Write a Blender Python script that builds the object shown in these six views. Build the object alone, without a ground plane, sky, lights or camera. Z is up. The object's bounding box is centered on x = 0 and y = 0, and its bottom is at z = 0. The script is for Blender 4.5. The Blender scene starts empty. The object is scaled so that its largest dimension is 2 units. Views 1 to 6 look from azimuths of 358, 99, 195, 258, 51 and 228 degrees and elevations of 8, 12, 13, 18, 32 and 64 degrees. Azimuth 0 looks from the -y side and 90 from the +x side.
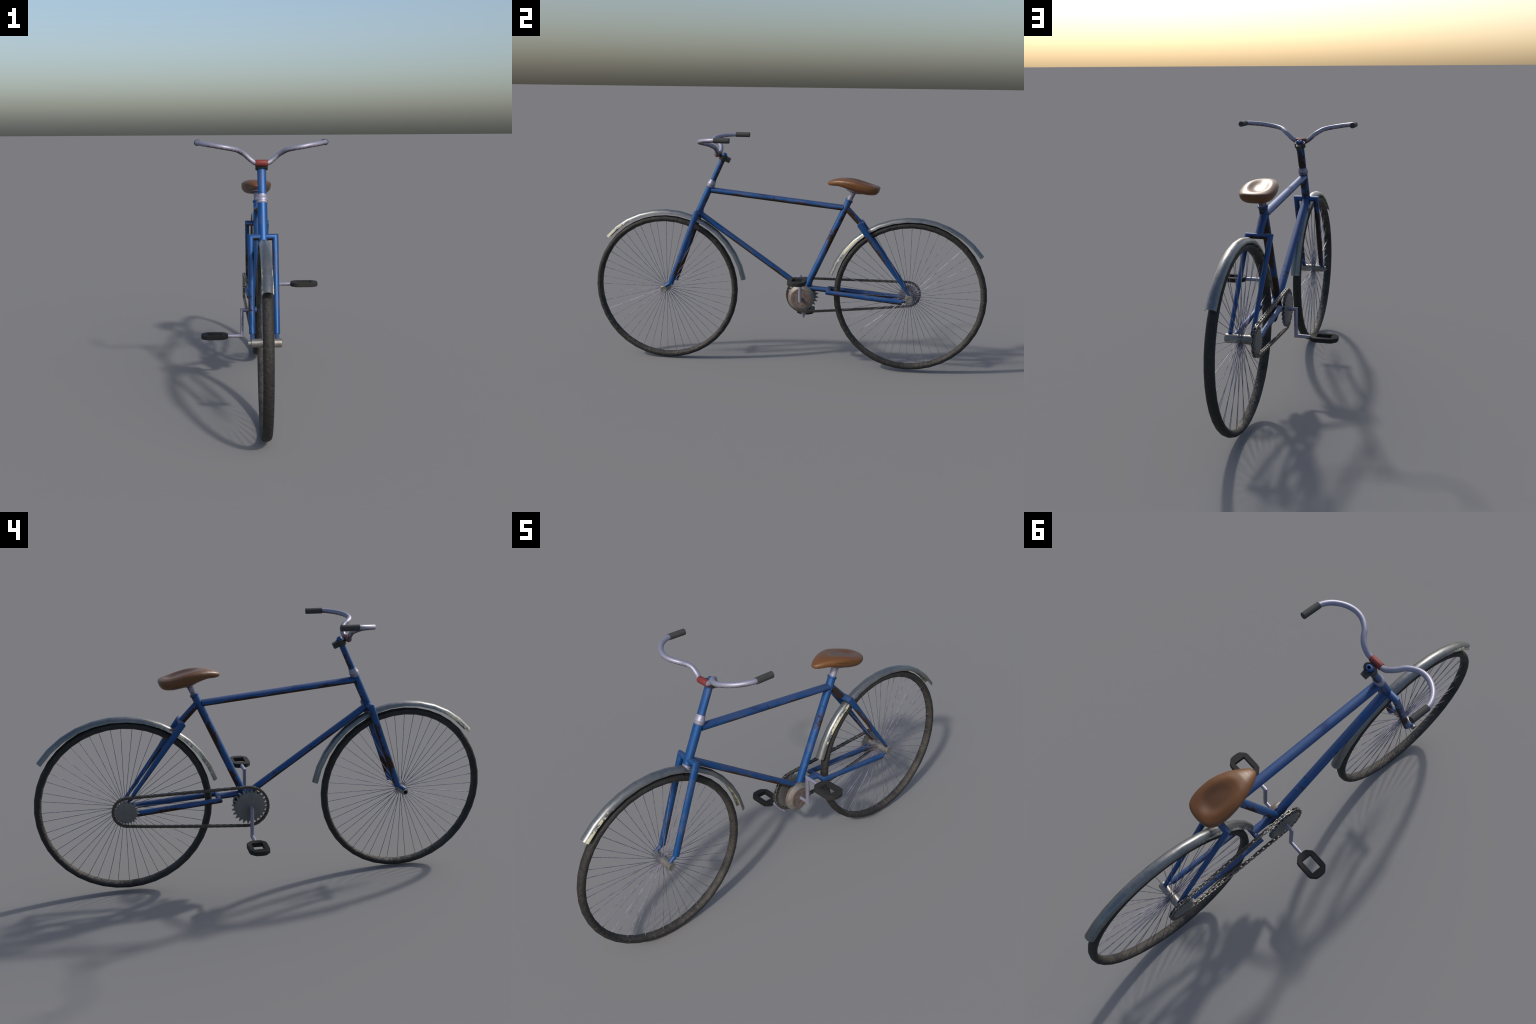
import bpy, bmesh, math, random
from mathutils import Vector, Matrix

random.seed(7)
PI = math.pi

# ------------------------------------------------------------------ materials
class Nodes:
    """Small helper that writes node trees as expressions."""
    def __init__(self, name):
        self.mat = bpy.data.materials.new(name)
        self.mat.use_nodes = True
        self.t = self.mat.node_tree
        self.t.nodes.clear()
        self.out = self.t.nodes.new("ShaderNodeOutputMaterial")
        self.bsdf = self.t.nodes.new("ShaderNodeBsdfPrincipled")
        self.t.links.new(self.bsdf.outputs[0], self.out.inputs[0])
        self.co = self.t.nodes.new("ShaderNodeTexCoord").outputs["Object"]

    def put(self, sock, v):
        if hasattr(v, "is_linked") or isinstance(v, bpy.types.NodeSocket):
            self.t.links.new(v, sock)
        elif isinstance(v, (tuple, list)) and len(v) == 3 and sock.type == "RGBA":
            sock.default_value = (*v, 1.0)
        else:
            sock.default_value = v

    def math(self, op, a, b=0.0, c=0.0):
        n = self.t.nodes.new("ShaderNodeMath"); n.operation = op
        for s, v in zip(n.inputs, (a, b, c)):
            self.put(s, v)
        return n.outputs[0]

    def noise(self, scale, detail=4.0, rough=0.55, co=None, distort=0.0):
        n = self.t.nodes.new("ShaderNodeTexNoise")
        self.put(n.inputs["Vector"], co or self.co)
        n.inputs["Scale"].default_value = scale
        n.inputs["Detail"].default_value = detail
        n.inputs["Roughness"].default_value = rough
        n.inputs["Distortion"].default_value = distort
        return n.outputs["Fac"]

    def voronoi(self, scale, co=None, feature="F1"):
        n = self.t.nodes.new("ShaderNodeTexVoronoi"); n.feature = feature
        self.put(n.inputs["Vector"], co or self.co)
        n.inputs["Scale"].default_value = scale
        return n.outputs["Distance"]

    def stretch(self, sx, sy, sz):
        n = self.t.nodes.new("ShaderNodeMapping")
        self.put(n.inputs["Vector"], self.co)
        n.inputs["Scale"].default_value = (sx, sy, sz)
        return n.outputs[0]

    def xyz(self, v=None):
        n = self.t.nodes.new("ShaderNodeSeparateXYZ")
        self.put(n.inputs[0], v or self.co)
        return n.outputs

    def normal(self):
        return self.xyz(self.t.nodes.new("ShaderNodeNewGeometry").outputs["Normal"])

    def step(self, v, lo, hi, a=0.0, b=1.0):
        n = self.t.nodes.new("ShaderNodeMapRange"); n.interpolation_type = "SMOOTHSTEP"
        for s, x in zip(n.inputs, (v, lo, hi, a, b)):
            self.put(s, x)
        return n.outputs[0]

    def mix(self, f, a, b):
        n = self.t.nodes.new("ShaderNodeMix"); n.data_type = "RGBA"
        self.put(n.inputs[0], f); self.put(n.inputs[6], a); self.put(n.inputs[7], b)
        return n.outputs[2]

    def mixf(self, f, a, b):
        n = self.t.nodes.new("ShaderNodeMix"); n.data_type = "FLOAT"
        self.put(n.inputs[0], f); self.put(n.inputs[2], a); self.put(n.inputs[3], b)
        return n.outputs[0]

    def bump(self, h, strength, dist):
        n = self.t.nodes.new("ShaderNodeBump")
        n.inputs["Strength"].default_value = strength
        n.inputs["Distance"].default_value = dist
        self.put(n.inputs["Height"], h)
        self.t.links.new(n.outputs[0], self.bsdf.inputs["Normal"])

    def set(self, **kw):
        names = {"color": "Base Color", "rough": "Roughness", "metal": "Metallic",
                 "spec": "Specular IOR Level", "coat": "Coat Weight", "coat_rough": "Coat Roughness"}
        for k, v in kw.items():
            self.put(self.bsdf.inputs[names[k]], v)
        return self.mat


def blue_paint(name="blue_paint", bias=0.0):
    """Old blue enamel: lilac-grey blotches, heavier on top, rust on the under sides and in chips."""
    n = Nodes(name)
    nz = n.normal()[2]
    lilac_mask = n.step(n.math("ADD", n.noise(16, 5, .62), n.math("MULTIPLY", n.step(nz, .2, .9), .20)), .47, .70)
    grain = n.noise(160, 3, .6)
    blue = n.mix(n.math("MULTIPLY", lilac_mask, .70), (.005, .068, .232), (.060, .088, .185))
    blue = n.mix(n.math("MULTIPLY", grain, .30), blue, (.008, .046, .150))
    scuff = n.math("MULTIPLY", n.step(n.noise(135, 5, .72), .57, .70), n.step(n.noise(12, 3, .5), .40, .60))
    blue = n.mix(n.math("MULTIPLY", scuff, .55), blue, (.014, .026, .060))
    # rust sits where water hangs: on surfaces that look down, with a ragged edge
    ragged = n.noise(95, 7, .72)
    patch = n.noise(7, 3, .5)
    m = n.math("MULTIPLY", nz, -1.0)
    m = n.math("ADD", m, n.math("MULTIPLY", n.math("SUBTRACT", ragged, .5), 1.5))
    m = n.math("ADD", m, n.math("MULTIPLY", n.math("SUBTRACT", patch, .5), 2.8))
    under = n.step(m, .22 - bias, .32 - bias)
    chips = n.step(n.math("ADD", n.math("MULTIPLY", n.noise(55, 5, .6), .7),
                          n.math("MULTIPLY", n.noise(7, 2, .5), .45)), .712, .725)
    rust_m = n.math("MAXIMUM", under, chips)
    rust = n.mix(n.step(n.noise(190, 4, .7), .38, .66), (.013, .0088, .0066), (.068, .034, .020))
    n.set(color=n.mix(rust_m, blue, rust), rough=n.mixf(rust_m, n.mixf(lilac_mask, .44, .55), .85),
          metal=n.mixf(rust_m, .40, 0.0), spec=n.mixf(rust_m, .5, .25))
    n.bump(n.math("ADD", n.math("MULTIPLY", rust_m, -.5), n.math("MULTIPLY", n.noise(170, 4, .65), n.mixf(rust_m, .12, .8))), .5, .0012)
    return n.mat


def pale_chrome():
    """Dull lilac-grey plating with dark pitting, mostly below."""
    n = Nodes("pale_chrome")
    nz = n.normal()[2]
    m = n.math("ADD", n.math("MULTIPLY", nz, -.35), n.math("MULTIPLY", n.noise(90, 6, .7), 1.0))
    m = n.math("ADD", m, n.math("MULTIPLY", n.noise(11, 3, .5), .55))
    pit = n.step(m, .86, 1.02)
    base = n.mix(n.noise(40, 4, .6), (.22, .22, .30), (.31, .31, .39))
    n.set(color=n.mix(pit, base, (.085, .065, .085)), rough=n.mixf(pit, .47, .70), metal=n.mixf(pit, .45, .1))
    n.bump(n.math("ADD", n.math("MULTIPLY", pit, -.6), n.math("MULTIPLY", n.noise(200, 3, .6), .3)), .35, .0008)
    return n.mat


def spoke_steel():
    n = Nodes("spoke_steel")
    # every spoke shares one mesh, so shift the stains by the object's random number
    rnd = n.t.nodes.new("ShaderNodeObjectInfo").outputs["Random"]
    sh = n.t.nodes.new("ShaderNodeVectorMath"); sh.operation = "ADD"
    n.put(sh.inputs[0], n.co)
    cmb = n.t.nodes.new("ShaderNodeCombineXYZ")
    n.put(cmb.inputs[0], n.math("MULTIPLY", rnd, 37.0)); n.put(cmb.inputs[1], n.math("MULTIPLY", rnd, 91.0))
    n.put(sh.inputs[1], cmb.outputs[0])
    f = n.step(n.noise(45, 4, .7, sh.outputs[0]), .40, .64)
    return n.set(color=n.mix(f, (.25, .245, .33), (.115, .10, .13)), rough=.42, metal=.5)


def galvanised():
    """Grey zinc mudguard steel with flaked cream paint left along the rims."""
    n = Nodes("galvanised_steel")
    x, y, z = n.xyz()
    spangle = n.noise(75, 5, .7)
    cloud = n.noise(12, 3, .55)
    base = n.mix(n.step(cloud, .35, .70), (.150, .166, .176), (.195, .200, .200))
    base = n.mix(n.math("MULTIPLY", n.step(spangle, .40, .68), .40), base, (.27, .272, .27))
    edge = n.step(n.math("ABSOLUTE", x), .009, .021)
    m = n.math("ADD", n.math("MULTIPLY", edge, .42), n.math("MULTIPLY", n.noise(48, 6, .72), .55))
    m = n.math("ADD", m, n.math("MULTIPLY", n.noise(5.5, 2, .5), .62))
    m = n.math("SUBTRACT", m, n.step(y, -.25, .10, 0.0, .16))      # the leading half has flaked most
    flake = n.step(m, 1.025, 1.045)
    col = n.mix(flake, base, n.mix(n.noise(150, 3, .6), (.42, .40, .27), (.62, .60, .43)))
    n.set(color=col, rough=n.mixf(flake, n.mixf(spangle, .28, .46), .7), metal=n.mixf(flake, .75, 0.0))
    n.bump(n.math("ADD", n.math("MULTIPLY", flake, .8), n.math("MULTIPLY", n.noise(130, 4, .6), .6)), .45, .0009)
    return n.mat


def cream_underside():
    n = Nodes("cream_lining")
    f = n.step(n.noise(50, 6, .7), .42, .58)
    return n.set(color=n.mix(f, (.36, .35, .24), (.13, .14, .14)), rough=.7)


def hub_steel():
    n = Nodes("hub_steel")
    s = n.noise(60, 5, .65)
    stain = n.step(n.noise(25, 4, .6), .52, .66)
    col = n.mix(s, (.16, .158, .152), (.30, .296, .285))
    n.set(color=n.mix(n.math("MULTIPLY", stain, .5), col, (.14, .12, .10)), rough=n.mixf(s, .36, .52), metal=.6)
    n.bump(s, .25, .0006)
    return n.mat


def gear_steel():
    n = Nodes("gear_steel")
    s = n.noise(45, 5, .65)
    scratch = n.noise(30, 3, .6, n.stretch(1, 1, 9))
    col = n.mix(s, (.115, .117, .115), (.200, .202, .198))
    col = n.mix(n.math("MULTIPLY", n.step(scratch, .55, .75), .35), col, (.20, .20, .20))
    n.set(color=col, rough=.48, metal=.55)
    n.bump(s, .3, .0006)
    return n.mat


def cover_steel(rusty):
    n = Nodes("cover_rust_plate" if rusty else "cover_rim_steel")
    s = n.noise(55, 5, .65)
    if rusty:
        col = n.mix(n.step(s, .35, .7), (.105, .078, .068), (.185, .148, .132))
        n.set(color=col, rough=.55, metal=.35)
    else:
        stain = n.step(n.noise(30, 5, .6), .45, .62)
        col = n.mix(stain, n.mix(s, (.20, .192, .178), (.15, .142, .130)), (.16, .125, .105))
        n.set(color=col, rough=.52, metal=.30)
    n.bump(s, .3, .0006)
    return n.mat


def chain_metal():
    n = Nodes("oily_chain_metal")
    s = n.noise(220, 3, .6)
    r = n.t.nodes.new("ShaderNodeObjectInfo").outputs["Random"]
    col = n.mix(n.math("MULTIPLY", r, .7), (.060, .054, .047), (.085, .062, .043))
    col = n.mix(n.step(s, .45, .7), col, (.14, .13, .12))
    return n.set(color=col, rough=.42, metal=.6)


def rubber_tyre():
    """Black rubber with worn, dented tread and pale brown dust inside."""
    n = Nodes("tyre_rubber")
    x, y, z = n.xyz()
    rad = n.math("SQRT", n.math("ADD", n.math("MULTIPLY", y, y), n.math("MULTIPLY", z, z)))
    inner = n.step(rad, .366, .348)
    knob = n.math("MULTIPLY", n.step(n.voronoi(70), .42, .10), n.step(n.noise(20, 2, .5), .46, .60))
    dents = n.math("ADD", n.math("MULTIPLY", n.step(n.noise(48, 1, .35), .46, .76), .6), knob)
    ridge = n.step(n.noise(75, 2, .45), .50, .74)
    patches = n.math("ADD", n.math("MULTIPLY", n.noise(13, 4, .6), .8), n.math("MULTIPLY", inner, .30))
    dm = n.step(patches, .56, .82)
    col = n.mix(n.noise(120, 3, .6), (.0115, .0112, .0108), (.0200, .0190, .0180))
    col = n.mix(n.math("MULTIPLY", dm, .50), col, (.075, .066, .055))
    col = n.mix(n.math("MULTIPLY", ridge, .30), col, (.048, .043, .038))
    n.set(color=col, rough=.68, spec=.4)
    n.bump(n.math("ADD", n.math("MULTIPLY", dents, -1.0), n.math("MULTIPLY", ridge, .5)), .65, .0028)
    return n.mat


def plain(name, color, rough, spec=.5, grain=0.0, metal=0.0, scale=140, darker=.75):
    n = Nodes(name)
    s = n.noise(scale, 4, .6)
    n.set(color=n.mix(s, tuple(c * darker for c in color), tuple(c * (2 - darker) for c in color)),
          rough=rough, spec=spec, metal=metal)
    if grain:
        n.bump(s, grain, .0007)
    return n.mat


def saddle_leather():
    n = Nodes("brown_leather")
    x, y, z = n.xyz()
    cloud = n.noise(10, 3, .5)
    # seat hollow: 'worn' is a darker oval tint laid over it
    q = n.math("ADD", n.math("POWER", n.math("DIVIDE", x, .040), 2.0),
               n.math("POWER", n.math("DIVIDE", n.math("SUBTRACT", y, .372), .068), 2.0))
    top = n.step(z, .925, .940)
    worn = n.math("MULTIPLY", n.math("MULTIPLY", n.step(q, 1.40, .40), top), .40)
    col = n.mix(cloud, (.104, .042, .0118), (.140, .057, .0160))
    col = n.mix(worn, col, (.070, .037, .022))
    n.set(color=col, rough=.40, spec=.42)
    n.bump(n.noise(260, 3, .5), .06, .0005)
    return n.mat


BLUE = blue_paint(); RUSTY_BLUE = blue_paint("rusty_blue_paint", .55); CHROME = pale_chrome(); SPOKE = spoke_steel(); ZINC = galvanised()
LINING = cream_underside(); HUB = hub_steel(); GEAR = gear_steel(); CHAIN = chain_metal()
COVER_RIM = cover_steel(False); COVER_PLATE = cover_steel(True); TYRE = rubber_tyre()
LEATHER = saddle_leather()
GRIP = plain("grip_rubber", (.043, .043, .045), .75, .3, .1)
PEDAL = plain("pedal_rubber", (.018, .018, .018), .8, .3, .2)
RED = plain("red_clamp", (.165, .027, .024), .6, .4, .2, .1)
BLACK_IRON = plain("black_iron", (.036, .040, .038), .55, .4, .3, .3)
CHAIN_RIM = plain("glint_lightened_chain_rim", (.155, .155, .150), .40, .5, .1, .5)
SEAM = plain("seam_leather", (.030, .014, .007), .7)
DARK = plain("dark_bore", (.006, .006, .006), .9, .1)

# ------------------------------------------------------------------ geometry helpers
def finish(name, bm, mats, parent=None, angle=38, loc=None):
    bmesh.ops.recalc_face_normals(bm, faces=bm.faces)
    me = bpy.data.meshes.new(name)
    bm.to_mesh(me); bm.free()
    for m in (mats if isinstance(mats, (list, tuple)) else [mats]):
        me.materials.append(m)
    for p in me.polygons:
        p.use_smooth = True
    me.set_sharp_from_angle(angle=math.radians(angle))
    ob = bpy.data.objects.new(name, me)
    bpy.context.scene.collection.objects.link(ob)
    if parent:
        ob.parent = parent
    if loc:
        ob.location = loc
    return ob


def empty(name, parent=None, loc=(0, 0, 0)):
    ob = bpy.data.objects.new(name, None)
    ob.empty_display_size = .1
    bpy.context.scene.collection.objects.link(ob)
    ob.location = loc
    if parent:
        ob.parent = parent
    return ob


def skin_rings(bm, rings, cap=True, mat=0, close=False):
    vs = [[bm.verts.new(p) for p in r] for r in rings]
    k = len(vs[0])
    pairs = list(zip(vs[:-1], vs[1:])) + ([(vs[-1], vs[0])] if close else [])
    for a, b in pairs:
        for i in range(k):
            f = bm.faces.new((a[i], a[(i + 1) % k], b[(i + 1) % k], b[i])); f.material_index = mat
    if cap and not close:
        for r in (vs[0][::-1], vs[-1]):
            f = bm.faces.new(r); f.material_index = mat
    return vs


def sweep_mitre(bm, pts, normal, radii, sides=20, mat=0, caps=True):
    """Tube along a flat polyline with mitred corners.
    radii: one (r_along_normal, r_in_plane) per point, elliptical section."""
    P = [Vector(p) for p in pts]
    n = Vector(normal).normalized()
    T = [(b - a).normalized() for a, b in zip(P[:-1], P[1:])]
    rings = []
    for i, p in enumerate(P):
        t = T[min(i, len(T) - 1)]
        m = t if i in (0, len(P) - 1) else (T[i - 1] + T[i]).normalized()
        b = t.cross(n).normalized()
        nn = b.cross(t)
        ring = []
        for k in range(sides):
            a = 2 * PI * k / sides
            o = nn * (radii[i][0] * math.cos(a)) + b * (radii[i][1] * math.sin(a))
            o = o - t * (o.dot(m) / t.dot(m))
            ring.append(p + o)
        rings.append(ring)
    skin_rings(bm, rings, caps, mat)


def sweep_round(bm, P, r, sides=16, mat=0):
    """Round tube along a smooth space curve (parallel transport)."""
    T = []
    for i in range(len(P)):
        T.append((P[min(i + 1, len(P) - 1)] - P[max(i - 1, 0)]).normalized())
    u = T[0].orthogonal().normalized()
    rings = []
    for p, t in zip(P, T):
        u = (u - t * u.dot(t)).normalized()
        v = t.cross(u)
        rings.append([p + u * (r * math.cos(2 * PI * k / sides)) + v * (r * math.sin(2 * PI * k / sides)) for k in range(sides)])
    skin_rings(bm, rings, True, mat)


def lathe(bm, origin, axis, profile, sides=32, wide=None, ra=1.0, mat=0, cap=True):
    """Turned solid: profile is (distance along axis, radius). 'wide' is the
    direction in which the radius is multiplied by ra (oval tubes)."""
    o, t = Vector(origin), Vector(axis).normalized()
    w = Vector(wide).normalized() if wide else t.orthogonal().normalized()
    w = (w - t * w.dot(t)).normalized()
    b = t.cross(w)
    rings = [[o + t * s + w * (r * ra * math.cos(2 * PI * k / sides)) + b * (r * math.sin(2 * PI * k / sides))
              for k in range(sides)] for s, r in profile]
    return skin_rings(bm, rings, cap, mat)


def catmull(pts, n):
    P = [Vector(p) for p in pts]
    P = [P[0] * 2 - P[1]] + P + [P[-1] * 2 - P[-2]]
    out = []
    for i in range(1, len(P) - 2):
        for k in range(n):
            t = k / n
            a, b, c, d = P[i - 1:i + 3]
            out.append(.5 * ((2 * b) + (c - a) * t + (2 * a - 5 * b + 4 * c - d) * t * t + (3 * b - a - 3 * c + d) * t ** 3))
    out.append(P[-2])
    return out


def lerp_table(table, x):
    for (a, fa), (b, fb) in zip(table[:-1], table[1:]):
        if x <= b:
            k = max(0.0, (x - a) / (b - a))
            return fa + (fb - fa) * k
    return table[-1][1]


def smooth(x, lo, hi):
    k = min(1, max(0, (x - lo) / (hi - lo)))
    return k * k * (3 - 2 * k)


X = (1, 0, 0)
bike = empty("bicycle")
bike["label"] = "old blue city bicycle with rust, brown saddle, grey mudguards"
bike["category"] = "bicycle"

# ------------------------------------------------------------------ main points (metres)
FRONT = Vector((0, -.623, .3772))          # front axle
REAR = Vector((0, .623, .3875))            # rear axle
CRANK = Vector((0, .084, .3615))           # crank axle
STEER = Vector((0, -.452, .775))           # steering axis passes through the fork crown
STEER_DIR = Vector((0, .4194, .9078)).normalized()
SEAT_DIR = Vector((0, .414, .910)).normalized()
COLLAR = Vector((0, .3105, .8625))         # top of seat tube
JOINT = Vector((0, .105, .411))            # tubes meet above the crank

def on_steer(z):
    return STEER + STEER_DIR * ((z - STEER.z) / STEER_DIR.z)

# ------------------------------------------------------------------ frame
def tube(name, a, b, r_side, r_wide, parent=bike, mat=BLUE):
    bm = bmesh.new()
    a, b = Vector(a), Vector(b)
    L = (b - a).length
    lathe(bm, a, b - a, [(0, r_side), (L * .25, r_side), (L * .5, r_side), (L * .75, r_side), (L, r_side)], 24, X, r_wide / r_side)
    return finish(name, bm, mat, parent)

frame = tube("frame", on_steer(.757), on_steer(.909), .0172, .0203)     # head tube carries the frame
frame.name = "head_tube"
tube("top_tube", (0, -.383, .8912), (0, .2815, .8242), .0147, .0196)
tube("down_tube", (0, -.440, .7690), (0, .107, .3952), .0142, .0192)
tube("seat_tube", CRANK + Vector((0, -.003, -.008)), COLLAR, .0165, .0190)
bm = bmesh.new()
lathe(bm, COLLAR - SEAT_DIR * .006, SEAT_DIR, [(0, .0166), (.0008, .0184), (.0035, .0195), (.0065, .0192), (.009, .0178), (.0092, .0135)], 28, X, 1.16)
finish("seat_collar", bm, BLUE, bike)
bm = bmesh.new()
lathe(bm, CRANK - Vector((.024, 0, 0)), X, [(0, .0150), (.002, .0170), (.046, .0170), (.048, .0150)], 28)
finish("bottom_bracket", bm, BLUE, bike)

# chain stays: one short tube, a cross piece, two arms and thin drop-outs
bm = bmesh.new()
bridge = Vector((0, .219, .4005))
neck = bridge + Vector((0, 0, .003))
lathe(bm, JOINT, neck - JOINT, [(0, .0128), ((neck - JOINT).length, .0128)], 20, X, 1.34)
arm_end = Vector((0, .588, .3705))
across = (arm_end - bridge).normalized()
stay_n = Vector(X).cross(across)
side = Vector((.045, 0, 0)); side2 = Vector((.0515, 0, 0))
sweep_mitre(bm, [arm_end + side2, bridge + side, bridge - side, arm_end - side2], stay_n,
            [(.0140, .0110), (.0118, .0110), (.0118, .0110), (.0140, .0110)], 20)
for s in (-1, 1):
    a = arm_end + Vector((s * .0513, -.006, 0)); b = REAR + Vector((s * .0513, -.006, -.002))
    lathe(bm, a, b - a, [(0, .0070), ((b - a).length, .0070)], 12)
finish("chain_stay", bm, BLUE, bike)

# seat stays
bm = bmesh.new()
top = Vector((0, .302, .819)); yoke = Vector((0, .371, .7475)); low = Vector((0, .6215, .4055))
lathe(bm, top, yoke - top, [(0, .0150), ((yoke - top).length, .0150)], 20, X, 1.20, mat=1)
stay_n = Vector(X).cross((low - yoke).normalized())
s1 = Vector((.0495, 0, 0)); s2 = Vector((.0455, 0, 0))
sweep_mitre(bm, [low + s2, yoke + s1, yoke - s1, low - s2], stay_n,
            [(.0062, .0090), (.0155, .0108), (.0155, .0108), (.0062, .0090)], 20)
finish("seat_stay", bm, [BLUE, RUSTY_BLUE], bike)

# ------------------------------------------------------------------ fork, stem, headset
crown = STEER + STEER_DIR * .002
leg_end = Vector((0, -.5885, .4085))
bm = bmesh.new()
fork_n = Vector(X).cross((leg_end - crown).normalized())
a1 = Vector((.0500, 0, 0)); a2 = Vector((.0490, 0, 0))
sweep_mitre(bm, [leg_end + a2, crown + a1, crown - a1, leg_end - a2], fork_n,
            [(.0142, .0126), (.0150, .0131), (.0150, .0131), (.0142, .0126)], 20)
for s in (-1, 1):                                   # thin drop-outs reach the axle
    a = leg_end + Vector((s * .0485, .006, .008)); b = FRONT + Vector((s * .0485, .002, .012))
    lathe(bm, a, b - a, [(0, .0085), ((b - a).length, .0085)], 14, X, 1.05)
finish("fork", bm, BLUE, bike)

bm = bmesh.new()
lathe(bm, on_steer(.733), STEER_DIR, [(0, .0135), (.004, .0165), (.020, .0172), (.026, .0172)], 28, X, 1.12)
finish("lower_headset", bm, CHROME, bike)
bm = bmesh.new()
lathe(bm, on_steer(.9075), STEER_DIR, [(0, .0168), (.003, .0186), (.007, .0200), (.010, .0198), (.0105, .0188), (.0115, .0188), (.012, .0200),
      (.017, .0208), (.021, .0204), (.0245, .0182), (.033, .0172), (.0395, .0166), (.0397, .0135)], 32, X, 1.18)
finish("headset", bm, CHROME, bike)

bm = bmesh.new()                                    # oval quill with a bored, rounded head
S = (on_steer(1.0780) - on_steer(.935)).length
v = lathe(bm, on_steer(.935), STEER_DIR, [(0, .0137), (S * .3, .0137), (S * .6, .0137), (S - .022, .0137), (S - .0215, .0137), (S - .014, .0137),
          (S - .007, .0122), (S - .002, .0100), (S, .0080), (S, .0050), (S - .012, .0050)], 28, X, 1.36)
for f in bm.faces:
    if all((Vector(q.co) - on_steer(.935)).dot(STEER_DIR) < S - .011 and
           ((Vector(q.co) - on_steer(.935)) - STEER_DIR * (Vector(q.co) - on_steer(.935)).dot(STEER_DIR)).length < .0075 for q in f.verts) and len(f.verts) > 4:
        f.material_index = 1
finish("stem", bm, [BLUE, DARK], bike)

# iron clamp ring behind the bar with a lug to the back
ring_mid = on_steer(1.0560)
bm = bmesh.new()
h = .0125
prof = [(-h, .0148), (-h, .0188), (-h + .001, .0195), (h - .001, .0195), (h, .0188), (h, .0148)]
lathe(bm, ring_mid, STEER_DIR, prof + [prof[0]], 28, X, 1.35, cap=False)
back = Vector((0, STEER_DIR.z, -STEER_DIR.y))
for lo, hi, wl, wh in ((.0165, .0365, .0125, .0105),):
    ringsq = []
    for d, w in ((lo, wl), (hi - .001, wh), (hi, wh - .001)):
        c = ring_mid + back * d
        ringsq.append([c + Vector((sx * w, 0, 0)) + STEER_DIR * (sz * h * .96) for sx, sz in ((-1, -1), (1, -1), (1, 1), (-1, 1))])
    skin_rings(bm, ringsq)
finish("stem_clamp", bm, BLACK_IRON, bike)

# ------------------------------------------------------------------ handlebar
half = [(.0, -.349, 1.0722), (.025, -.3485, 1.0724), (.045, -.3447, 1.0855), (.068, -.3480, 1.1060), (.087, -.3620, 1.1185), (.104, -.3815, 1.1275),
        (.135, -.3995, 1.1345), (.167, -.4040, 1.1400), (.200, -.3945, 1.1460), (.229, -.3755, 1.1502),
        (.250, -.3520, 1.1535), (.262, -.3290, 1.1556), (.2665, -.3120, 1.1562), (.2675, -.2900, 1.1564), (.2677, -.2500, 1.1564)]
pts = [(-x, y, z) for x, y, z in half[:0:-1]] + half
bm = bmesh.new()
sweep_round(bm, catmull(pts, 5), .0105, 18)
bar = finish("handlebar", bm, CHROME, bike)
for s in (-1, 1):
    bm = bmesh.new()
    L = .0745
    lathe(bm, (s * .2672, -.3125, 1.1562), (0, 1, 0.001), [(0, .0108), (0, .0120), (.001, .0128), (L - .001, .0128), (L, .0120)], 28)
    finish("grip", bm, GRIP, bar)
bm = bmesh.new()
lathe(bm, (-.0255, -.349, 1.0724), X, [(0, .0108), (0, .0133), (.0008, .0138), (.0502, .0138), (.051, .0133), (.051, .0108)], 28)
finish("bar_clamp", bm, RED, bar)

# ------------------------------------------------------------------ saddle and post
bm = bmesh.new()
lathe(bm, COLLAR - SEAT_DIR * .01, SEAT_DIR, [(0, .0137), (.045, .0137), (.050, .0148), (.060, .0160)], 26, X, 1.2)
post = finish("seat_post", bm, CHROME, bike)

width = [(.2015, .0), (.2025, .0065), (.208, .0155), (.222, .0262), (.239, .0360), (.278, .0552), (.31, .0655), (.335, .0712), (.36, .0738), (.386, .0742),
         (.406, .0722), (.422, .0680), (.436, .0615), (.4455, .0535), (.453, .0410), (.458, .0240), (.460, .0)]
ztop = [(.2015, .9450), (.204, .9500), (.208, .9532), (.217, .9582), (.235, .9650), (.258, .9700), (.290, .9722), (.315, .9710), (.335, .9680), (.354, .9635), (.38, .9560), (.40, .9495),
        (.425, .9420), (.446, .9365), (.455, .9325), (.460, .9285)]
zbot = [(.2015, .9425), (.204, .9382), (.209, .9348), (.222, .9318), (.24, .9305), (.254, .9302), (.276, .9245), (.322, .9075), (.363, .8955), (.40, .8895), (.422, .8895), (.436, .8918), (.4455, .8965), (.454, .9060), (.460, .9220)]
bm = bmesh.new()
N, K = 60, 48
rings = []
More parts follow.
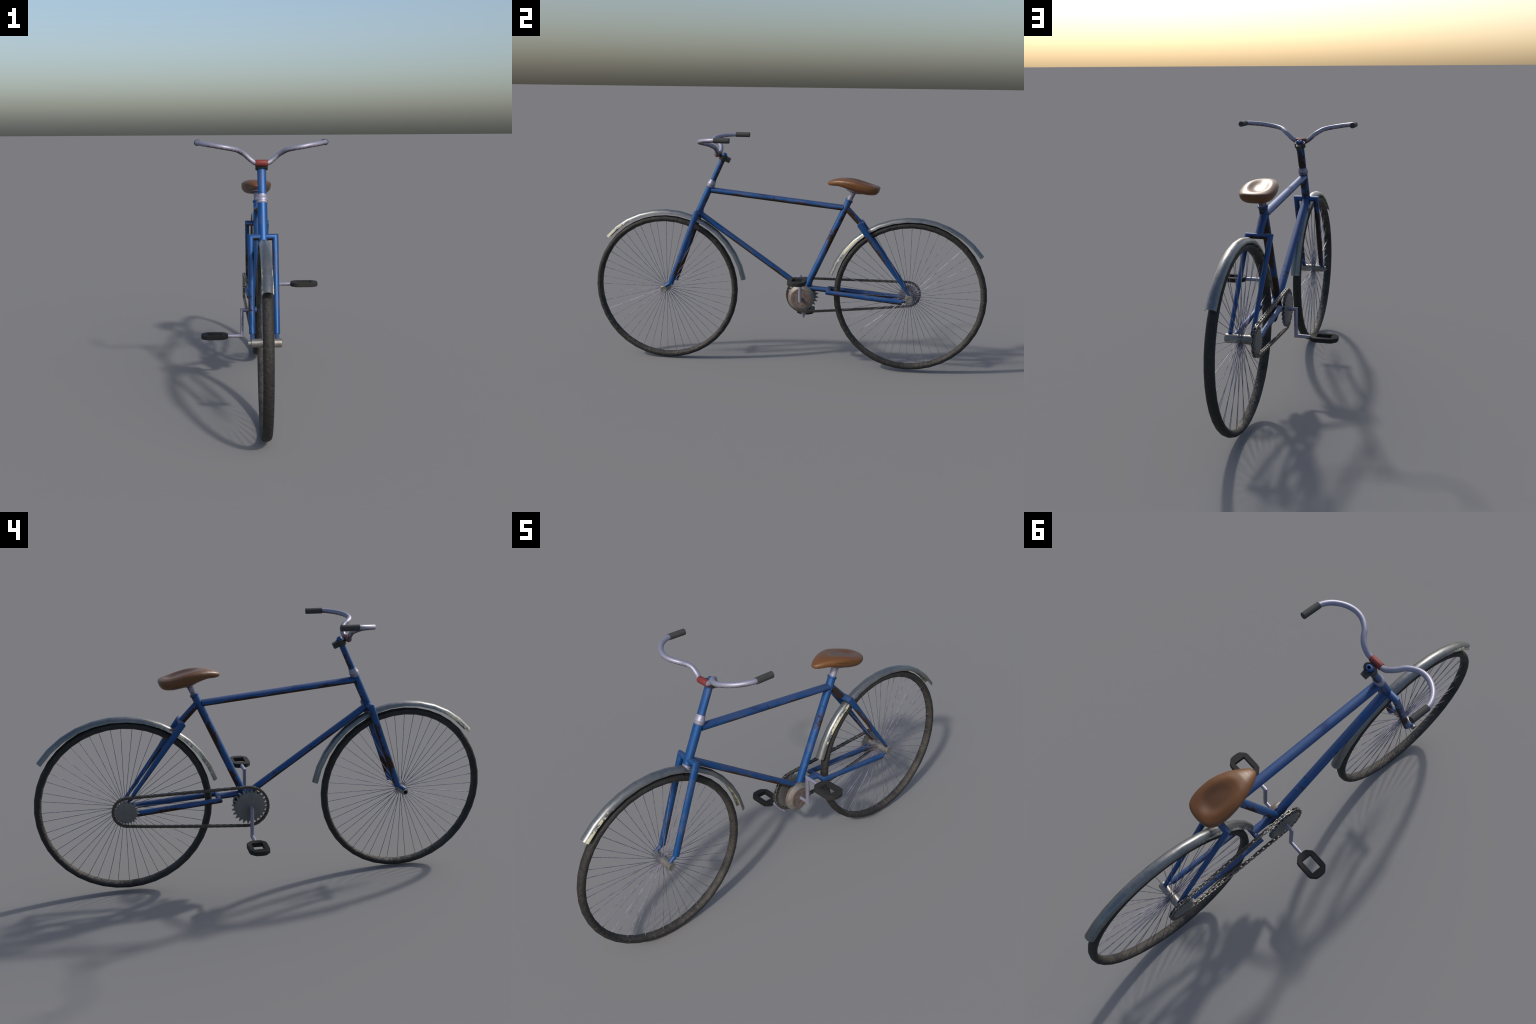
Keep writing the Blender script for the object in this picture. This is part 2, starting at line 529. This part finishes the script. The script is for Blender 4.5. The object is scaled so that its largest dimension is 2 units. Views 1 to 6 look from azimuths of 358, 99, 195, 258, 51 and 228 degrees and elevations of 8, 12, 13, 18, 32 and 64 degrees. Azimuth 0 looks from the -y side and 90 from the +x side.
for i in range(1, N):
    y = .2015 + .2585 * (.5 - .5 * math.cos(PI * i / N))
    w, zt, zb = (lerp_table(t, y) for t in (width, ztop, zbot))
    zc = zb + (zt - zb) * (.48 + .22 * smooth(y, .22, .36))
    ring = []
    for k in range(K):
        a = 2 * PI * k / K
        c, s = math.cos(a), math.sin(a)
        x = w * math.copysign(abs(c) ** .82, c)
        e = .80 if s > 0 else .80
        z = zc + (zt - zc if s > 0 else zc - zb) * math.copysign(abs(s) ** e, s)
        if s > 0:                                          # hollow of the seat
            q = math.sqrt((x / .049) ** 2 + ((y - .372) / (.095 if y < .372 else .068)) ** 2)
            z -= .0115 * (1 - smooth(q, .38, 1.06))
        else:                                              # hollow underside
            z += .0035 * (1 - smooth(abs(x) / max(w, .001), .0, .8)) * smooth(y, .21, .26) * (1 - smooth(y, .41, .45))
        ring.append((x - .003, y, z))
    rings.append(ring)
vs = skin_rings(bm, rings, cap=False)
for r, p in ((vs[0], (-.003, .2015, .9435)), (vs[-1], (-.003, .460, .9275))):
    c = bm.verts.new(p)
    for k in range(K):
        bm.faces.new((r[k], r[(k + 1) % K], c))
saddle = finish("saddle", bm, LEATHER, bike, angle=60)
def saddle_side(y, z):
    """x of the saddle's right flank at a given length and height."""
    ring = min(rings, key=lambda r: abs(r[0][1] - y))
    flank = sorted((abs(p[2] - z), p[0]) for p in ring if p[0] > .02)
    return (flank[0][1] + flank[1][1]) / 2

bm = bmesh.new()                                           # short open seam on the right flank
line = [Vector((0, .284 + .058 * k / 12, .9510 - .0125 * (k / 12) + .0010 * math.sin(PI * k / 12))) for k in range(13)]
sweep_round(bm, [Vector((saddle_side(p.y, p.z) + .0001 - .0008 * abs(k / 6 - 1) ** 3, p.y, p.z)) for k, p in enumerate(line)], .0010, 8)
finish("saddle_seam", bm, SEAM, saddle)
bm = bmesh.new()                                           # steel pan below the leather
pan = []
for d, f in ((0, .35), (.004, .75), (.009, 1.0), (.016, 1.0)):
    pan.append([(.034 * f * math.cos(2 * PI * k / 28), .343 + .048 * f * math.sin(2 * PI * k / 28),
                 .8965 + d - .18 * .048 * f * math.sin(2 * PI * k / 28)) for k in range(28)])
skin_rings(bm, pan)
finish("saddle_pan", bm, CHROME, saddle)

# ------------------------------------------------------------------ wheels
def tyre_mesh():
    bm = bmesh.new()
    R, rr, rx, sides, seg = .377, .0155, .0205, 18, 40
    rings = []
    for i in range(seg):
        a = 2 * PI * i / seg
        rings.append([(rx * math.sin(2 * PI * k / sides), (R - rr + rr * math.cos(2 * PI * k / sides)) * math.cos(a),
                       (R - rr + rr * math.cos(2 * PI * k / sides)) * math.sin(a)) for k in range(sides)])
    skin_rings(bm, rings, close=True)
    return bm

def make_wheel(loc, hub_prof, nub, off):
    """off: how far the hub sits off the middle of the tyre (wheel slightly untrue)."""
    w = empty("wheel", bike, loc)
    finish("tyre", tyre_mesh(), TYRE, w, angle=60)
    bm = bmesh.new()
    lathe(bm, (0, 0, 0), X, hub_prof, 30)
    if nub:
        lathe(bm, (nub[0], 0, 0), X, [(.008, .0084), (.0005, .0086), (0, .0092), (0, .0102), (.001, .0112), (nub[1], .0112)], 20)
        lathe(bm, (nub[0] + .0030, 0, 0), X, [(0, .0088), (.002, .0088)], 18, mat=1)    # dark bore
    finish("hub", bm, [HUB, DARK], w, loc=off)
    bm = bmesh.new()
    a, b = Vector((.0055, .004, 0)), Vector((.0042, .351, 0))
    L = (b - a).length
    lathe(bm, a, b - a, [(0, .0012), (L, .0012)], 6)
    first = finish("spoke", bm, SPOKE, w, loc=off)
    for i in range(48):
        ob = first if i == 0 else first.copy()
        if i:
            bpy.context.scene.collection.objects.link(ob)
        ob.rotation_euler = (2 * PI * (i + (.067 if i % 2 else .003)) / 48, 0, 0)
        ob.scale = (1 if i % 2 else -1, 1, 1)                # alternate spokes reach the two flanks of the rim
    return w

make_wheel(FRONT, [(-.0535, .0150), (-.0525, .0168), (-.020, .0178), (.060, .0178), (.0655, .0172), (.0672, .0150), (.0665, .0110)], (-.0665, .0135), (0, .0008, .0019))
make_wheel(REAR, [(-.0590, .0165), (-.0580, .0180), (-.03, .0188), (.0, .0178), (.052, .0188), (.0590, .0188), (.0625, .0178), (.0638, .0150), (.0632, .0115)], None, (.0015, -.0012, .0006))

# ------------------------------------------------------------------ mudguards
def mudguard(center, r, a0, a1, seg):
    bm = bmesh.new()
    hw, dep, th, K = .0215, .0205, .0016, 12
    rows = []
    for i in range(seg + 1):
        a = math.radians(a0 + (a1 - a0) * i / seg)
        row = []
        for k in range(K + 1):
            q = PI * k / K
            row.append((hw * math.cos(q), dep * (1 - math.sin(q))))
        for k in range(K, -1, -1):
            q = PI * k / K
            row.append(((hw - th) * math.cos(q), dep - (dep - th) * math.sin(q)))
        rows.append([(x, (r - d) * math.cos(a), (r - d) * math.sin(a)) for x, d in row])
    vs = skin_rings(bm, rows)
    bm.faces.ensure_lookup_table()
    n = 2 * (K + 1)
    for i in range(seg):
        for k in range(n):
            if K < k < n - 1:
                bm.faces[i * n + k].material_index = 1
    return finish("mudguard", bm, [ZINC, LINING], bike, angle=50, loc=(0, center[0], center[1]))

mudguard((-.6235, .3597), .4260, 138.4, 10.7, 13)
mudguard((.6262, .3597), .4266, 162.3, 35.8, 13)

# ------------------------------------------------------------------ drive train
def gear(name, center, r_tip, r_root, r_face, x0, x1, teeth=24):
    """Toothed disc with a raised flat face on the outer side."""
    bm = bmesh.new()
    xs = [(x0 + (x1 - x0) * .10, -.10), (x0 + (x1 - x0) * .35, 0), (x0 + (x1 - x0) * .65, 0), (x0 + (x1 - x0) * .90, -.10)]
    rings = []
    for x, sh in xs:
        ring = []
        for i in range(teeth):
            for f, r in ((0, r_root), (.5, r_tip + (r_tip - r_root) * sh)):
                a = 2 * PI * (i + f) / teeth
                ring.append((x, center.y + r * math.cos(a), center.z + r * math.sin(a)))
        rings.append(ring)
    skin_rings(bm, rings)
    for xa, xb in ((x0 + (x1 - x0) * .12, x0), (x0 + (x1 - x0) * .88, x1)):
        lathe(bm, (xa, center.y, center.z), (xb - xa, 0, 0), [(0, r_face * 1.05), (abs(xb - xa) * .6, r_face), (abs(xb - xa), r_face * .95)], 48)
    return finish(name, bm, GEAR, bike, angle=30)

gear("chainring", CRANK + Vector((0, .002, .0005)), .0820, .0625, .0610, -.0350, -.0505)
gear("sprocket", REAR + Vector((0, -.002, -.003)), .0565, .0425, .0425, -.0590, -.0715)

bm = bmesh.new()                                            # round cover on the other side
lathe(bm, (.0100, CRANK.y, CRANK.z), X, [(0, .0620), (.001, .0655), (.011, .0668), (.0150, .0664), (.0190, .0630), (.0282, .0500), (.0286, .0478), (.0274, .0472)], 56, cap=False)
lathe(bm, (.0100, CRANK.y, CRANK.z), X, [(0, .0620), (0, .004)], 56, cap=True)
lathe(bm, (.0382, CRANK.y, CRANK.z), X, [(-.0005, .0476), (0, .0465), (.0006, .0100), (.0006, .004)], 56, mat=1)
finish("crank_cover", bm, [COVER_RIM, COVER_PLATE], bike, angle=22)

def crank(sign):
    z_end = CRANK.z + sign * .1253
    x0, x1, x2 = sign * .0, sign * .0830, sign * .150
    bm = bmesh.new()
    r = [(.0083, .0083)] * 4
    y = CRANK.y + .0005
    sweep_mitre(bm, [(x0, y, CRANK.z), (x1, y, CRANK.z), (x1, y, z_end), (x2 + sign * .004, y, z_end)], (0, 1, 0), r, 14)
    c = finish("crank", bm, CHROME, bike)
    # block pedal: rounded octagon with a square window
    bm = bmesh.new()
    hx, hy, cr, t = .0640, .0445, .0345, .0098
    outline = []
    for sx, sy, q0 in ((1, 1, 0), (-1, 1, 90), (-1, -1, 180), (1, -1, 270)):
        for d in (0, 22, 68, 90):
            a = math.radians(q0 + d)
            outline.append((sx * (hx - cr) + cr * math.cos(a), sy * (hy - cr) + cr * math.sin(a)))
    wx, wy = .0335, .0235
    def hole(px, py):
        k = max(abs(px) / wx, abs(py) / wy)
        return px / k, py / k
    inner = []
    for px, py in outline:
        inner.append(hole(px, py))
    corner = {1: (wx, wy), 5: (-wx, wy), 9: (-wx, -wy), 13: (wx, -wy)}
    for i, cpt in corner.items():
        inner[i] = cpt; 
    cx, cz = sign * (.150 + .0630), z_end
    bev = .0022
    def ringat(o, zz, shrink):
        return [(cx + px * shrink[0], y + py * shrink[1], cz + zz) for px, py in o]
    sh = ((hx - bev) / hx, (hy - bev) / hy)
    rings = [ringat(outline, -t + bev, (1, 1)), ringat(outline, t - bev, (1, 1)), ringat(outline, t, sh),
             ringat(inner, t, (1, 1)), ringat(inner, -t, (1, 1)), ringat(outline, -t, sh)]
    skin_rings(bm, rings, close=True)
    finish("pedal", bm, PEDAL, c, angle=35)

crank(1)
crank(-1)

# ------------------------------------------------------------------ chain
C1, r1 = Vector((.0930, .3610)), .0888                      # loop round the chainring (y, z)
C2, r2 = Vector((.6135, .3860)), .0628                      # loop round the sprocket
d = C2 - C1
base = math.atan2(d.y, d.x)
beta = math.acos((r1 - r2) / d.length)
tu, tl = base + beta, base - beta                           # tangent angles above and below
def pt(c, r, a):
    return Vector((c.x + r * math.cos(a), c.y + r * math.sin(a)))
U1, U2, L1, L2 = pt(C1, r1, tu), pt(C2, r2, tu), pt(C1, r1, tl), pt(C2, r2, tl)
arc1 = r1 * (2 * PI - 2 * beta); arc2 = r2 * (2 * beta); straight = (U2 - U1).length
total = arc1 + arc2 + 2 * straight

def path(s):
    s %= total
    if s < straight:
        return U1.lerp(U2, s / straight)
    s -= straight
    if s < arc2:
        return pt(C2, r2, tu - s / r2)
    s -= arc2
    if s < straight:
        p = L2.lerp(L1, s / straight)
        k = s / straight
        return p + Vector((0, -.0018 * math.sin(PI * k)))    # slack of the lower run
    return pt(C1, r1, tl - (s - straight) / r1)

def chain_x(y):
    return -.0405 + (-.0645 + .0405) * min(1, max(0, (y - C1.x) / (C2.x - C1.x)))

chain = empty("chain", bike, (0, 0, 0))
LINKS = 100
pitch = total / LINKS

def plate(bm, x, thick, hl, hh, waist):
    out = []
    for k in range(20):
        a = 2 * PI * k / 20
        c, s = math.cos(a), math.sin(a)
        y = math.copysign(hl - hh, c) * (1 if abs(c) > .15 else 0) + hh * c
        w = 1 - waist * (1 - min(1, abs(y) / (hl - hh * .9))) ** 1.5
        out.append((y, hh * s * w))
    vs = skin_rings(bm, [[(x + o, y, z) for y, z in out] for o in (-thick / 2, thick / 2)], mat=1)
    for v in (vs[0][0], vs[1][0]):
        for f in v.link_faces:
            if len(f.verts) > 4:
                f.material_index = 0                # flat cheeks stay oily, rims coloured lighter for the reflections along the top

def link_mesh(outer):
    bm = bmesh.new()
    hh = .0058
    off = .0058 if outer else .0040
    for s in (-1, 1):
        plate(bm, s * off, .0026, pitch / 2 + .0045, hh, .12)
    for s in (-1, 1):
        lathe(bm, (-(off + .0012), s * pitch / 2, 0), X, [(0, .0016), (2 * (off + .0012), .0016)] if outer else
              [(.0025, .0036), (2 * (off + .0012) - .0025, .0036)], 10)
    if not outer:                                   # bushings nearly fill the narrow links
        bl = pitch * .40
        skin_rings(bm, [[(sx * off, y, sz * hh * .62) for sx, sz in ((-1, -1), (1, -1), (1, 1), (-1, 1))] for y in (-bl, bl)])
    ob = finish("chain_link", bm, [CHAIN, CHAIN_RIM], chain, angle=40)
    return ob

protos = [link_mesh(True), link_mesh(False)]
for i in range(LINKS):
    ob = protos[i] if i < 2 else protos[i % 2].copy()
    if i >= 2:
        bpy.context.scene.collection.objects.link(ob)
    a, b = path(i * pitch), path((i + 1) * pitch)
    pa = Vector((chain_x(a.x), a.x, a.y)); pb = Vector((chain_x(b.x), b.x, b.y))
    t = (pb - pa).normalized()
    xx = (Vector(X) - t * t.x).normalized()
    zz = xx.cross(t)
    M = Matrix((xx, t, zz)).transposed().to_4x4()
    M.translation = (pa + pb) / 2
    ob.matrix_world = M
